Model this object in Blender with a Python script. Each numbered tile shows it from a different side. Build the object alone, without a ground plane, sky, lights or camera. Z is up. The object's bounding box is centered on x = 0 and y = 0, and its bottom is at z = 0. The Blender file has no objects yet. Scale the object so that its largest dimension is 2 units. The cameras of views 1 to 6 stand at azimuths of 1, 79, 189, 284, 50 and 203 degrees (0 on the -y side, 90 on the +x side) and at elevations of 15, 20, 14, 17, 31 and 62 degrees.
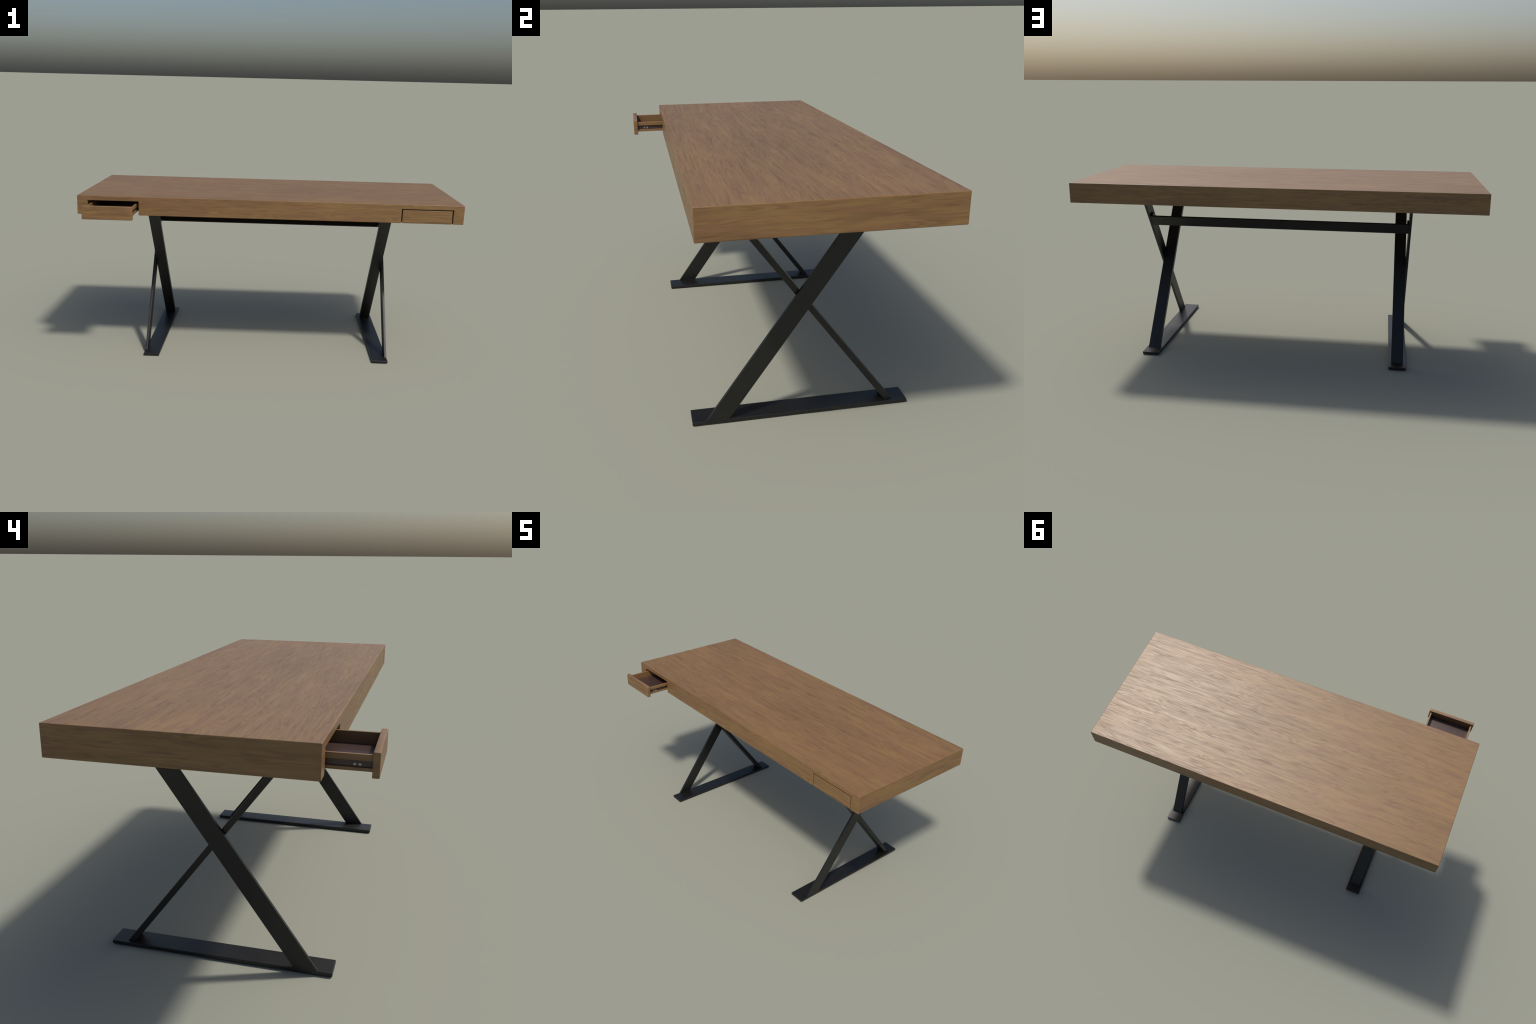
"""Writing desk: thick wooden slab with two front drawers (one pulled out)
on two black flat-steel X trestles joined by a stretcher."""
import bpy, bmesh, math
from mathutils import Vector

# ------------------------------------------------------------------ sizes (m)
HALF_LEN = 1.000                      # slab half length in x
Y_FRONT, Y_BACK = -0.3155, 0.4528     # slab front / back
Z_TOP, Z_BOT = 0.8750, 0.7768         # slab top / underside
OPEN_X0, OPEN_X1, OPEN_TOP = 0.6802, 0.9452, 0.8497   # drawer openings
PULL = 0.1378                         # how far one drawer is out
FRONT_X0, FRONT_X1, FRONT_TOP = 0.6852, 0.9402, 0.8456
FRONT_T = 0.0190                      # drawer front thickness
BOX_X0, BOX_X1 = 0.6918, 0.9318       # drawer box, outside
BOX_T, BOX_Z0, BOX_Z1 = 0.0088, 0.7914, 0.8360
GROOVE_Z0, GROOVE_Z1, GROOVE_D = 0.8010, 0.8191, 0.0063
BOX_DEPTH = 0.42
FLOOR_Z = 0.8010

FOOT_O, FOOT_I = 0.6657, 0.5819       # foot plate outer / inner x
FOOT_F, FOOT_B, FOOT_T = -0.3247, 0.4522, 0.0132
STRUT_I = 0.6537                      # flat-on strut, inner face x
STRUT_Y, STRUT_S, STRUT_W = -0.2760, 0.7101, 0.0792   # y at foot, dy/dz, width in y
BRACE_O, BRACE_I = 0.6532, 0.5944     # edge-on brace
BRACE_Y, BRACE_S, BRACE_W = 0.3704, 0.7524, 0.0267


# ------------------------------------------------------------------ helpers
def new_object(name, bm, mats, parent, bevel=0.0, segs=2, smooth=True):
    me = bpy.data.meshes.new(name)
    bmesh.ops.recalc_face_normals(bm, faces=bm.faces[:])
    if bevel > 0:
        sharp = [e for e in bm.edges if len(e.link_faces) == 2
                 and e.calc_face_angle(0) > math.radians(30)]
        bmesh.ops.bevel(bm, geom=sharp, offset=bevel, segments=segs,
                        profile=0.5, affect='EDGES', clamp_overlap=True)
    bm.to_mesh(me)
    bm.free()
    for m in mats:
        me.materials.append(m)
    ob = bpy.data.objects.new(name, me)
    bpy.context.scene.collection.objects.link(ob)
    ob.parent = parent
    if smooth:
        finish_normals(me)
    return ob


def finish_normals(me):
    """Smooth shading with face-area weighted corners: flat faces stay flat,
    the small rounded edges catch light."""
    for p in me.polygons:
        p.use_smooth = True
    acc = [Vector((0, 0, 0)) for _ in me.vertices]
    for p in me.polygons:
        for v in p.vertices:
            acc[v] += p.normal * p.area
    normals = []
    for p in me.polygons:
        for v in p.vertices:
            n = acc[v].normalized() if acc[v].length > 0 else p.normal
            if n.dot(p.normal) < math.cos(math.radians(60)):
                n = p.normal
            normals.append(n)
    me.normals_split_custom_set(normals)


def add_box(bm, x0, x1, y0, y1, z0, z1, mat=0):
    vs = [bm.verts.new((x, y, z)) for x in (x0, x1) for y in (y0, y1) for z in (z0, z1)]
    for q in ((0, 1, 3, 2), (4, 6, 7, 5), (0, 4, 5, 1), (2, 3, 7, 6), (0, 2, 6, 4), (1, 5, 7, 3)):
        f = bm.faces.new([vs[i] for i in q])
        f.material_index = mat
    return vs


def add_prism(bm, profile, a0, a1, put):
    """Extrude a 2-D profile between a0 and a1; put(a, u, v) gives the point."""
    lo = [bm.verts.new(put(a0, u, v)) for u, v in profile]
    hi = [bm.verts.new(put(a1, u, v)) for u, v in profile]
    n = len(profile)
    bm.faces.new(lo)
    bm.faces.new(hi[::-1])
    for i in range(n):
        j = (i + 1) % n
        bm.faces.new((lo[i], hi[i], hi[j], lo[j]))


# ------------------------------------------------------------------ materials
class Graph:
    def __init__(self, name):
        self.mat = bpy.data.materials.new(name)
        self.mat.use_nodes = True
        self.nt = self.mat.node_tree
        self.nt.nodes.clear()
        self.out = self.node('ShaderNodeOutputMaterial')
        self.bsdf = self.node('ShaderNodeBsdfPrincipled')
        self.link(self.bsdf.outputs[0], self.out.inputs[0])

    def node(self, kind, **props):
        n = self.nt.nodes.new(kind)
        for k, v in props.items():
            setattr(n, k, v)
        return n

    def link(self, a, b):
        self.nt.links.new(a, b)

    def put(self, sock, v):
        if isinstance(v, bpy.types.NodeSocket):
            self.link(v, sock)
        else:
            sock.default_value = v

    def math(self, op, a, b=0.0, c=None, clamp=False):
        n = self.node('ShaderNodeMath', operation=op, use_clamp=clamp)
        self.put(n.inputs[0], a)
        self.put(n.inputs[1], b)
        if c is not None:
            self.put(n.inputs[2], c)
        return n.outputs[0]

    def vmath(self, op, a, b):
        n = self.node('ShaderNodeVectorMath', operation=op)
        self.put(n.inputs[0], a)
        self.put(n.inputs[1], b)
        return n.outputs[0]

    def noise(self, vec, scale, detail=2.0, rough=0.5, dist=0.0, color=False):
        n = self.node('ShaderNodeTexNoise')
        self.put(n.inputs['Vector'], vec)
        n.inputs['Scale'].default_value = scale
        n.inputs['Detail'].default_value = detail
        n.inputs['Roughness'].default_value = rough
        n.inputs['Distortion'].default_value = dist
        return n.outputs['Color' if color else 'Fac']

    def remap(self, v, a, b, c=0.0, d=1.0, smooth=False):
        n = self.node('ShaderNodeMapRange')
        if smooth:
            n.interpolation_type = 'SMOOTHSTEP'
        self.put(n.inputs[0], v)
        for i, x in enumerate((a, b, c, d)):
            n.inputs[i + 1].default_value = x
        return n.outputs[0]

    def mix(self, fac, a, b, blend='MIX'):
        n = self.node('ShaderNodeMix', data_type='RGBA', blend_type=blend)
        self.put(n.inputs[0], fac)
        self.put(n.inputs[6], a)
        self.put(n.inputs[7], b)
        return n.outputs[2]

    def mixv(self, fac, a, b):
        n = self.node('ShaderNodeMix', data_type='VECTOR')
        self.put(n.inputs[0], fac)
        self.put(n.inputs[4], a)
        self.put(n.inputs[5], b)
        return n.outputs[1]


def rgb(r, g, b):
    return (r, g, b, 1.0)


def make_wood(name, grain='auto', offset=(0, 0, 0), figure=1.0, tone=1.0, contrast=1.0):
    """Oiled wood. Grain runs along x, along y, or ('auto') along x except on
    faces that look along x, where it runs along y."""
    g = Graph(name)
    co = g.node('ShaderNodeTexCoord').outputs['Object']
    sep = g.node('ShaderNodeSeparateXYZ')
    g.link(co, sep.inputs[0])
    swap = g.node('ShaderNodeCombineXYZ')
    g.link(sep.outputs[1], swap.inputs[0])
    g.link(sep.outputs[0], swap.inputs[1])
    g.link(sep.outputs[2], swap.inputs[2])
    if grain == 'x':
        p = co
    elif grain == 'y':
        p = swap.outputs[0]
    else:
        geo = g.node('ShaderNodeNewGeometry')
        ns = g.node('ShaderNodeSeparateXYZ')
        g.link(geo.outputs['True Normal'], ns.inputs[0])
        is_end = g.math('GREATER_THAN', g.math('ABSOLUTE', ns.outputs[0]), 0.72)
        p = g.mixv(is_end, co, g.vmath('ADD', swap.outputs[0], (1.37, 0.21, 0.44)))
    p = g.vmath('ADD', p, offset)
    f = figure
    cross = lambda lx, k: (lx * 0.90, k * 1.5, k * 1.5)
    # zones where the fibres run straight and zones where they swirl
    swirl = g.noise(g.vmath('MULTIPLY', p, cross(2.6, 5.5)), 1.0, 1.0, 0.5)
    swirl = g.remap(swirl, 0.40, 0.64, 0.12, 1.0, smooth=True)
    wob = g.vmath('SUBTRACT', g.noise(g.vmath('MULTIPLY', p, cross(4.5, 11.0)), 1.0, 2.0, 0.5, color=True), (0.5, 0.5, 0.5))
    amp = g.node('ShaderNodeCombineXYZ')
    g.link(g.math('MULTIPLY', swirl, 0.034), amp.inputs[1])
    g.link(g.math('MULTIPLY', swirl, 0.034), amp.inputs[2])
    p = g.vmath('ADD', p, g.vmath('MULTIPLY', wob, amp.outputs[0]))
    wob2 = g.vmath('SUBTRACT', g.noise(g.vmath('MULTIPLY', p, cross(16.0, 45.0)), 1.0, 1.0, 0.5, color=True), (0.5, 0.5, 0.5))
    p = g.vmath('ADD', p, g.vmath('MULTIPLY', wob2, (0.0, 0.0035, 0.0035)))
    # growth-ring figure: contour lines of a long stretched noise
    field = g.noise(g.vmath('MULTIPLY', p, cross(2.2 * f, 21.0 * f)), 1.0, 1.5, 0.4)
    phase = g.noise(g.vmath('MULTIPLY', p, cross(5.0, 70.0)), 1.0, 1.0, 0.5)
    ring = g.math('SINE', g.math('ADD', g.math('MULTIPLY', field, 95.0), g.math('MULTIPLY', phase, 5.0)))
    ring = g.remap(ring, -0.7, 1.0, smooth=True)
    ring_mask = g.noise(g.vmath('MULTIPLY', p, cross(7.0, 26.0)), 1.0, 2.0)
    ring = g.math('MULTIPLY', ring, g.remap(ring_mask, 0.36, 0.60, 0.05, 1.0))
    # fibres, dark flecks and broad patches
    fibre = g.noise(g.vmath('MULTIPLY', p, cross(11.0, 240.0)), 1.0, 3.0, 0.6)
    fibre = g.remap(fibre, 0.3, 0.7)
    streak = g.noise(g.vmath('MULTIPLY', p, cross(4.5 * f, 85.0 * f)), 1.0, 2.0, 0.55)
    streak = g.remap(streak, 0.30, 0.70)
    fleck = g.noise(g.vmath('MULTIPLY', g.vmath('ADD', p, (0.7, 0.3, 0.9)), cross(5.0 * f, 85.0 * f)), 1.0, 2.0, 0.5)
    fleck = g.remap(fleck, 0.56, 0.78, smooth=True)
    patch = g.noise(g.vmath('MULTIPLY', p, cross(2.0, 5.0)), 1.0, 3.0, 0.55)
    patch = g.remap(patch, 0.35, 0.65)
    hue = g.noise(g.vmath('MULTIPLY', g.vmath('ADD', p, (3.1, 1.7, 0.4)), cross(5.0, 34.0)), 1.0, 2.0, 0.55)
    hue = g.remap(hue, 0.38, 0.62)
    t = tone
    yellow = rgb(0.238 * t, 0.139 * t, 0.050 * t)
    red = rgb(0.222 * t, 0.117 * t, 0.051 * t)
    dark = rgb(0.104 * t, 0.053 * t, 0.025 * t)
    c = g.mix(hue, red, yellow)
    c = g.mix(g.math('MULTIPLY', ring, 0.38 * contrast), c, dark)
    c = g.mix(g.math('MULTIPLY', fleck, min(0.46 * contrast, 0.8)), c, dark)
    shade = g.math('ADD', g.math('MULTIPLY', fibre, 0.13), g.math('MULTIPLY', patch, 0.17))
    shade = g.math('ADD', shade, g.math('MULTIPLY', streak, 0.17))
    shade = g.math('ADD', shade, 0.765)
    sc = g.node('ShaderNodeCombineXYZ')
    for i in range(3):
        g.link(shade, sc.inputs[i])
    c = g.vmath('MULTIPLY', c, sc.outputs[0])
    g.link(c, g.bsdf.inputs['Base Color'])
    # gloss follows the grain
    rough = g.math('ADD', g.math('MULTIPLY', ring, 0.05), g.math('MULTIPLY', fibre, -0.06))
    rough = g.math('ADD', rough, g.math('MULTIPLY', fleck, 0.04))
    rough = g.math('ADD', rough, g.math('MULTIPLY', streak, -0.06))
    g.link(g.math('ADD', rough, 0.495), g.bsdf.inputs['Roughness'])
    g.bsdf.inputs['Specular IOR Level'].default_value = 0.5
    h = g.math('ADD', g.math('MULTIPLY', fibre, 0.6), g.math('MULTIPLY', streak, 0.5))
    h = g.math('SUBTRACT', h, g.math('MULTIPLY', fleck, 0.4))
    b = g.node('ShaderNodeBump')
    b.inputs['Strength'].default_value = 0.08
    b.inputs['Distance'].default_value = 0.0005
    g.link(h, b.inputs['Height'])
    g.link(b.outputs[0], g.bsdf.inputs['Normal'])
    return g.mat


def make_liner(name):
    """Dark reddish-brown melamine of the drawer floor and the slide channels."""
    g = Graph(name)
    co = g.node('ShaderNodeTexCoord').outputs['Object']
    n = g.noise(g.vmath('MULTIPLY', co, (95.0, 4.0, 95.0)), 1.0, 3.0, 0.6)
    n = g.remap(n, 0.3, 0.7)
    g.link(g.mix(n, rgb(0.036, 0.019, 0.016), rgb(0.074, 0.045, 0.037)), g.bsdf.inputs['Base Color'])
    g.link(g.remap(n, 0, 1, 0.40, 0.28), g.bsdf.inputs['Roughness'])
    return g.mat


def make_steel(name):
    """Black powder-coated flat steel."""
    g = Graph(name)
    co = g.node('ShaderNodeTexCoord').outputs['Object']
    n = g.noise(co, 9.0, 3.0, 0.6)
    n = g.remap(n, 0.3, 0.7)
    g.link(g.mix(n, rgb(0.0062, 0.0061, 0.0056), rgb(0.0080, 0.0079, 0.0073)), g.bsdf.inputs['Base Color'])
    g.link(g.remap(n, 0, 1, 0.41, 0.45), g.bsdf.inputs['Roughness'])
    fine = g.noise(co, 900.0, 2.0)
    b = g.node('ShaderNodeBump')
    b.inputs['Strength'].default_value = 0.05
    b.inputs['Distance'].default_value = 0.0003
    g.link(fine, b.inputs['Height'])
    g.link(b.outputs[0], g.bsdf.inputs['Normal'])
    return g.mat


def make_chrome(name):
    g = Graph(name)
    co = g.node('ShaderNodeTexCoord').outputs['Object']
    n = g.noise(co, 200.0, 2.0)
    g.link(g.remap(n, 0.3, 0.7, 0.20, 0.30), g.bsdf.inputs['Roughness'])
    g.bsdf.inputs['Base Color'].default_value = rgb(0.42, 0.40, 0.37)
    g.bsdf.inputs['Metallic'].default_value = 1.0
    return g.mat


WOOD = make_wood('slab_wood')
WOOD_FRONT = make_wood('drawer_front_wood', offset=(0.31, 0.72, 0.113), figure=0.55, contrast=1.35)
WOOD_SIDE = make_wood('drawer_side_wood', grain='y', offset=(0.2, 0.4, 0.9), figure=0.9)
LINER = make_liner('dark_liner')
STEEL = make_steel('black_powder_coat')
CHROME = make_chrome('polished_screw')

# ------------------------------------------------------------------ the desk
desk = bpy.data.objects.new('writing_desk', None)
bpy.context.scene.collection.objects.link(desk)
desk['label'] = 'long wooden desk with one open drawer on black steel X legs'
desk['category'] = 'writing desk'


def build_slab():
    """The slab, with two drawer bays cut in from the front and open below."""
    xs = [-HALF_LEN, -OPEN_X1, -OPEN_X0, OPEN_X0, OPEN_X1, HALF_LEN]
    y_bay = 0.17
    # plan outline at bay level and full rectangle above: build by boolean
    def tmp(name, *b):
        bm = bmesh.new()
        add_box(bm, *b)
        me = bpy.data.meshes.new(name)
        bmesh.ops.recalc_face_normals(bm, faces=bm.faces[:])
        bm.to_mesh(me)
        bm.free()
        ob = bpy.data.objects.new(name, me)
        bpy.context.scene.collection.objects.link(ob)
        return ob
    slab = tmp('slab', -HALF_LEN, HALF_LEN, Y_FRONT, Y_BACK, Z_BOT, Z_TOP)
    cutters = [tmp('bay', xs[a], xs[b], Y_FRONT - 0.1, y_bay, Z_BOT - 0.1, OPEN_TOP)
               for a, b in ((1, 2), (3, 4))]
    for c in cutters:
        m = slab.modifiers.new('cut', 'BOOLEAN')
        m.object = c
        m.operation = 'DIFFERENCE'
        m.solver = 'EXACT'
    dg = bpy.context.evaluated_depsgraph_get()
    bm = bmesh.new()
    bm.from_object(slab, dg)
    for ob in cutters + [slab]:
        me = ob.data
        bpy.data.objects.remove(ob)
        bpy.data.meshes.remove(me)
    new_object('tabletop', bm, [WOOD], desk, bevel=0.0028, segs=3)


build_slab()


def build_drawer(side, dy):
    """side -1/+1; dy shifts the closed drawer along y (negative = out)."""
    yf = Y_FRONT + 0.0005 + dy
    yk = yf + FRONT_T                      # back of the front panel
    x_lo, x_hi = (BOX_X0, BOX_X1) if side > 0 else (-BOX_X1, -BOX_X0)
    y_end = yk + BOX_DEPTH
    # side walls: profile in x,z with the slide groove, extruded along y
    bm = bmesh.new()
    g = GROOVE_D
    prof = [(0, BOX_Z0), (BOX_T, BOX_Z0), (BOX_T, BOX_Z1), (0, BOX_Z1),
            (0, GROOVE_Z1), (g, GROOVE_Z1), (g, GROOVE_Z0), (0, GROOVE_Z0)]
    for xo, s in ((x_lo, 1), (x_hi, -1)):
        add_prism(bm, prof, yk - 0.001, y_end, lambda a, u, v: (xo + s * u, a, v))
    add_box(bm, x_lo + BOX_T + 0.0002, x_hi - BOX_T - 0.0002, y_end - BOX_T, y_end - 0.0005, BOX_Z0 + 0.001, BOX_Z1 - 0.001)
    box = new_object('drawer', bm, [WOOD_SIDE], desk, bevel=0.0013, segs=2)
    # front panel
    bm = bmesh.new()
    a, b = (FRONT_X0, FRONT_X1) if side > 0 else (-FRONT_X1, -FRONT_X0)
    add_box(bm, a, b, yf, yk, Z_BOT + 0.0003, FRONT_TOP)
    new_object('drawer_front', bm, [WOOD_FRONT], box, bevel=0.0025, segs=3)
    # floor
    bm = bmesh.new()
    add_box(bm, x_lo + BOX_T - 0.002, x_hi - BOX_T + 0.002, yk - 0.002, y_end - BOX_T + 0.002, BOX_Z0 + 0.003, FLOOR_Z)
    new_object('drawer_floor', bm, [LINER], box)
    # dark slide channels set in the grooves, with two screws each
    for xo, s in ((x_lo, 1), (x_hi, -1)):
        bm = bmesh.new()
        xa, xb = sorted((xo + s * (g - 0.0012), xo + s * (g + 0.0004)))
        add_box(bm, xa, xb, yk - 0.001, y_end - 0.002, GROOVE_Z0 - 0.0004, GROOVE_Z1 + 0.0004)
        new_object('drawer_slide', bm, [LINER], box)
        for ys in (0.0325, 0.0460):
            bm = bmesh.new()
            n = 32
            # low domed head with a cross recess: profile swept round the x axis
            rings = [(0.0047, 0.0), (0.0047, 0.0005), (0.0041, 0.0012), (0.0030, 0.0017), (0.0024, 0.0019), (0.0009, 0.0021)]
            x_head = xo + s * (g - 0.0013)

            def point(r, h, i):
                off = (i + n // 8) % (n // 4) - n // 8      # steps from nearest slot axis
                if abs(off) <= 1 and r < 0.0029:
                    h = 0.0008
                w = 2 * math.pi * i / n + 0.4
                return (x_head - s * h, yk + ys + r * math.cos(w), 0.8080 + r * math.sin(w))

            loops = [[bm.verts.new(point(r, h, i)) for i in range(n)] for r, h in rings]
            for l0, l1 in zip(loops, loops[1:]):
                for i in range(n):
                    j = (i + 1) % n
                    bm.faces.new((l0[i], l0[j], l1[j], l1[i]))
            bm.faces.new(loops[-1])
            bm.faces.new(loops[0][::-1])
            new_object('screw', bm, [CHROME], box)


def build_guides():
    """Low guide strips beside the closed drawer's box, fixed to the bay walls."""
    bm = bmesh.new()
    y0 = Y_FRONT + FRONT_T + 0.0015
    for x0, x1 in ((OPEN_X0 - 0.001, BOX_X0 + 0.006), (BOX_X1 - 0.006, OPEN_X1 + 0.001)):
        add_box(bm, x0, x1, y0, 0.165, Z_BOT + 0.0022, BOX_Z0 - 0.0006)
    for x0, x1 in ((OPEN_X0 - 0.001, BOX_X0 - 0.0006), (BOX_X1 + 0.0006, OPEN_X1 + 0.001)):
        add_box(bm, x0, x1, y0 + 0.0005, 0.164, BOX_Z0 - 0.002, BOX_Z0 + 0.012)
    new_object('drawer_guide', bm, [WOOD_SIDE], desk)


build_guides()
build_drawer(-1, -PULL)
build_drawer(+1, 0.0)


def build_leg(side):
    x = lambda v: side * v
    top = Z_BOT + 0.002
    lo = 0.0015
    # strut lying flat in the y-z plane, flush with the foot's outer edge
    ys = lambda z: STRUT_Y + STRUT_S * (z - FOOT_T)
    bm = bmesh.new()
    prof = [(ys(lo), lo), (ys(lo) + STRUT_W, lo), (ys(top) + STRUT_W, top), (ys(top), top)]
    add_prism(bm, prof, STRUT_I, FOOT_O + 0.0004, lambda a, u, v: (x(a), u, v))
    leg = new_object('leg', bm, [STEEL], desk, bevel=0.0012, segs=2)
    # brace turned edge-on, wide across x, leaning the other way
    yb = lambda z: BRACE_Y - BRACE_S * (z - FOOT_T)
    lo = FOOT_T - 0.002
    bm = bmesh.new()
    prof = [(yb(lo), lo), (yb(lo) + BRACE_W, lo), (yb(top) + BRACE_W, top), (yb(top), top)]
    add_prism(bm, prof, BRACE_I, BRACE_O, lambda a, u, v: (x(a), u, v))
    new_object('brace', bm, [STEEL], leg, bevel=0.0012, segs=2)
    bm = bmesh.new()
    a, b = sorted((x(FOOT_I), x(FOOT_O)))
    add_box(bm, a, b, FOOT_F, FOOT_B, 0.0, FOOT_T)
    new_object('foot_plate', bm, [STEEL], leg, bevel=0.0020, segs=2)


build_leg(+1)
build_leg(-1)


def build_stretcher():
    """Flat bar bent at both ends into tabs that lie on the struts' inner
    faces; its plane follows the slope of the struts' back edges."""
    z0, z1, t, tab = 0.6335, 0.6848, 0.0095, 0.0330
    d = Vector((0, STRUT_S, 1)).normalized()
    n = Vector((0, -d.z, d.y))                       # forward and up
    z_len = (z1 - z0) / d.z
    base = Vector((0, STRUT_Y + STRUT_W + STRUT_S * (z0 - FOOT_T), z0)) + n * 0.0008
    L = STRUT_I - 0.0003
    # plan profile (x, depth along n): a shallow U
    prof = [(-L, 0), (L, 0), (L, tab), (L - t, tab), (L - t, t), (-L + t, t), (-L + t, tab), (-L, tab)]
    bm = bmesh.new()
    add_prism(bm, prof, 0.0, z_len,
              lambda a, u, v: Vector((u, 0, 0)) + base + d * a + n * v)
    new_object('stretcher', bm, [STEEL], desk, bevel=0.0012, segs=2)


build_stretcher()
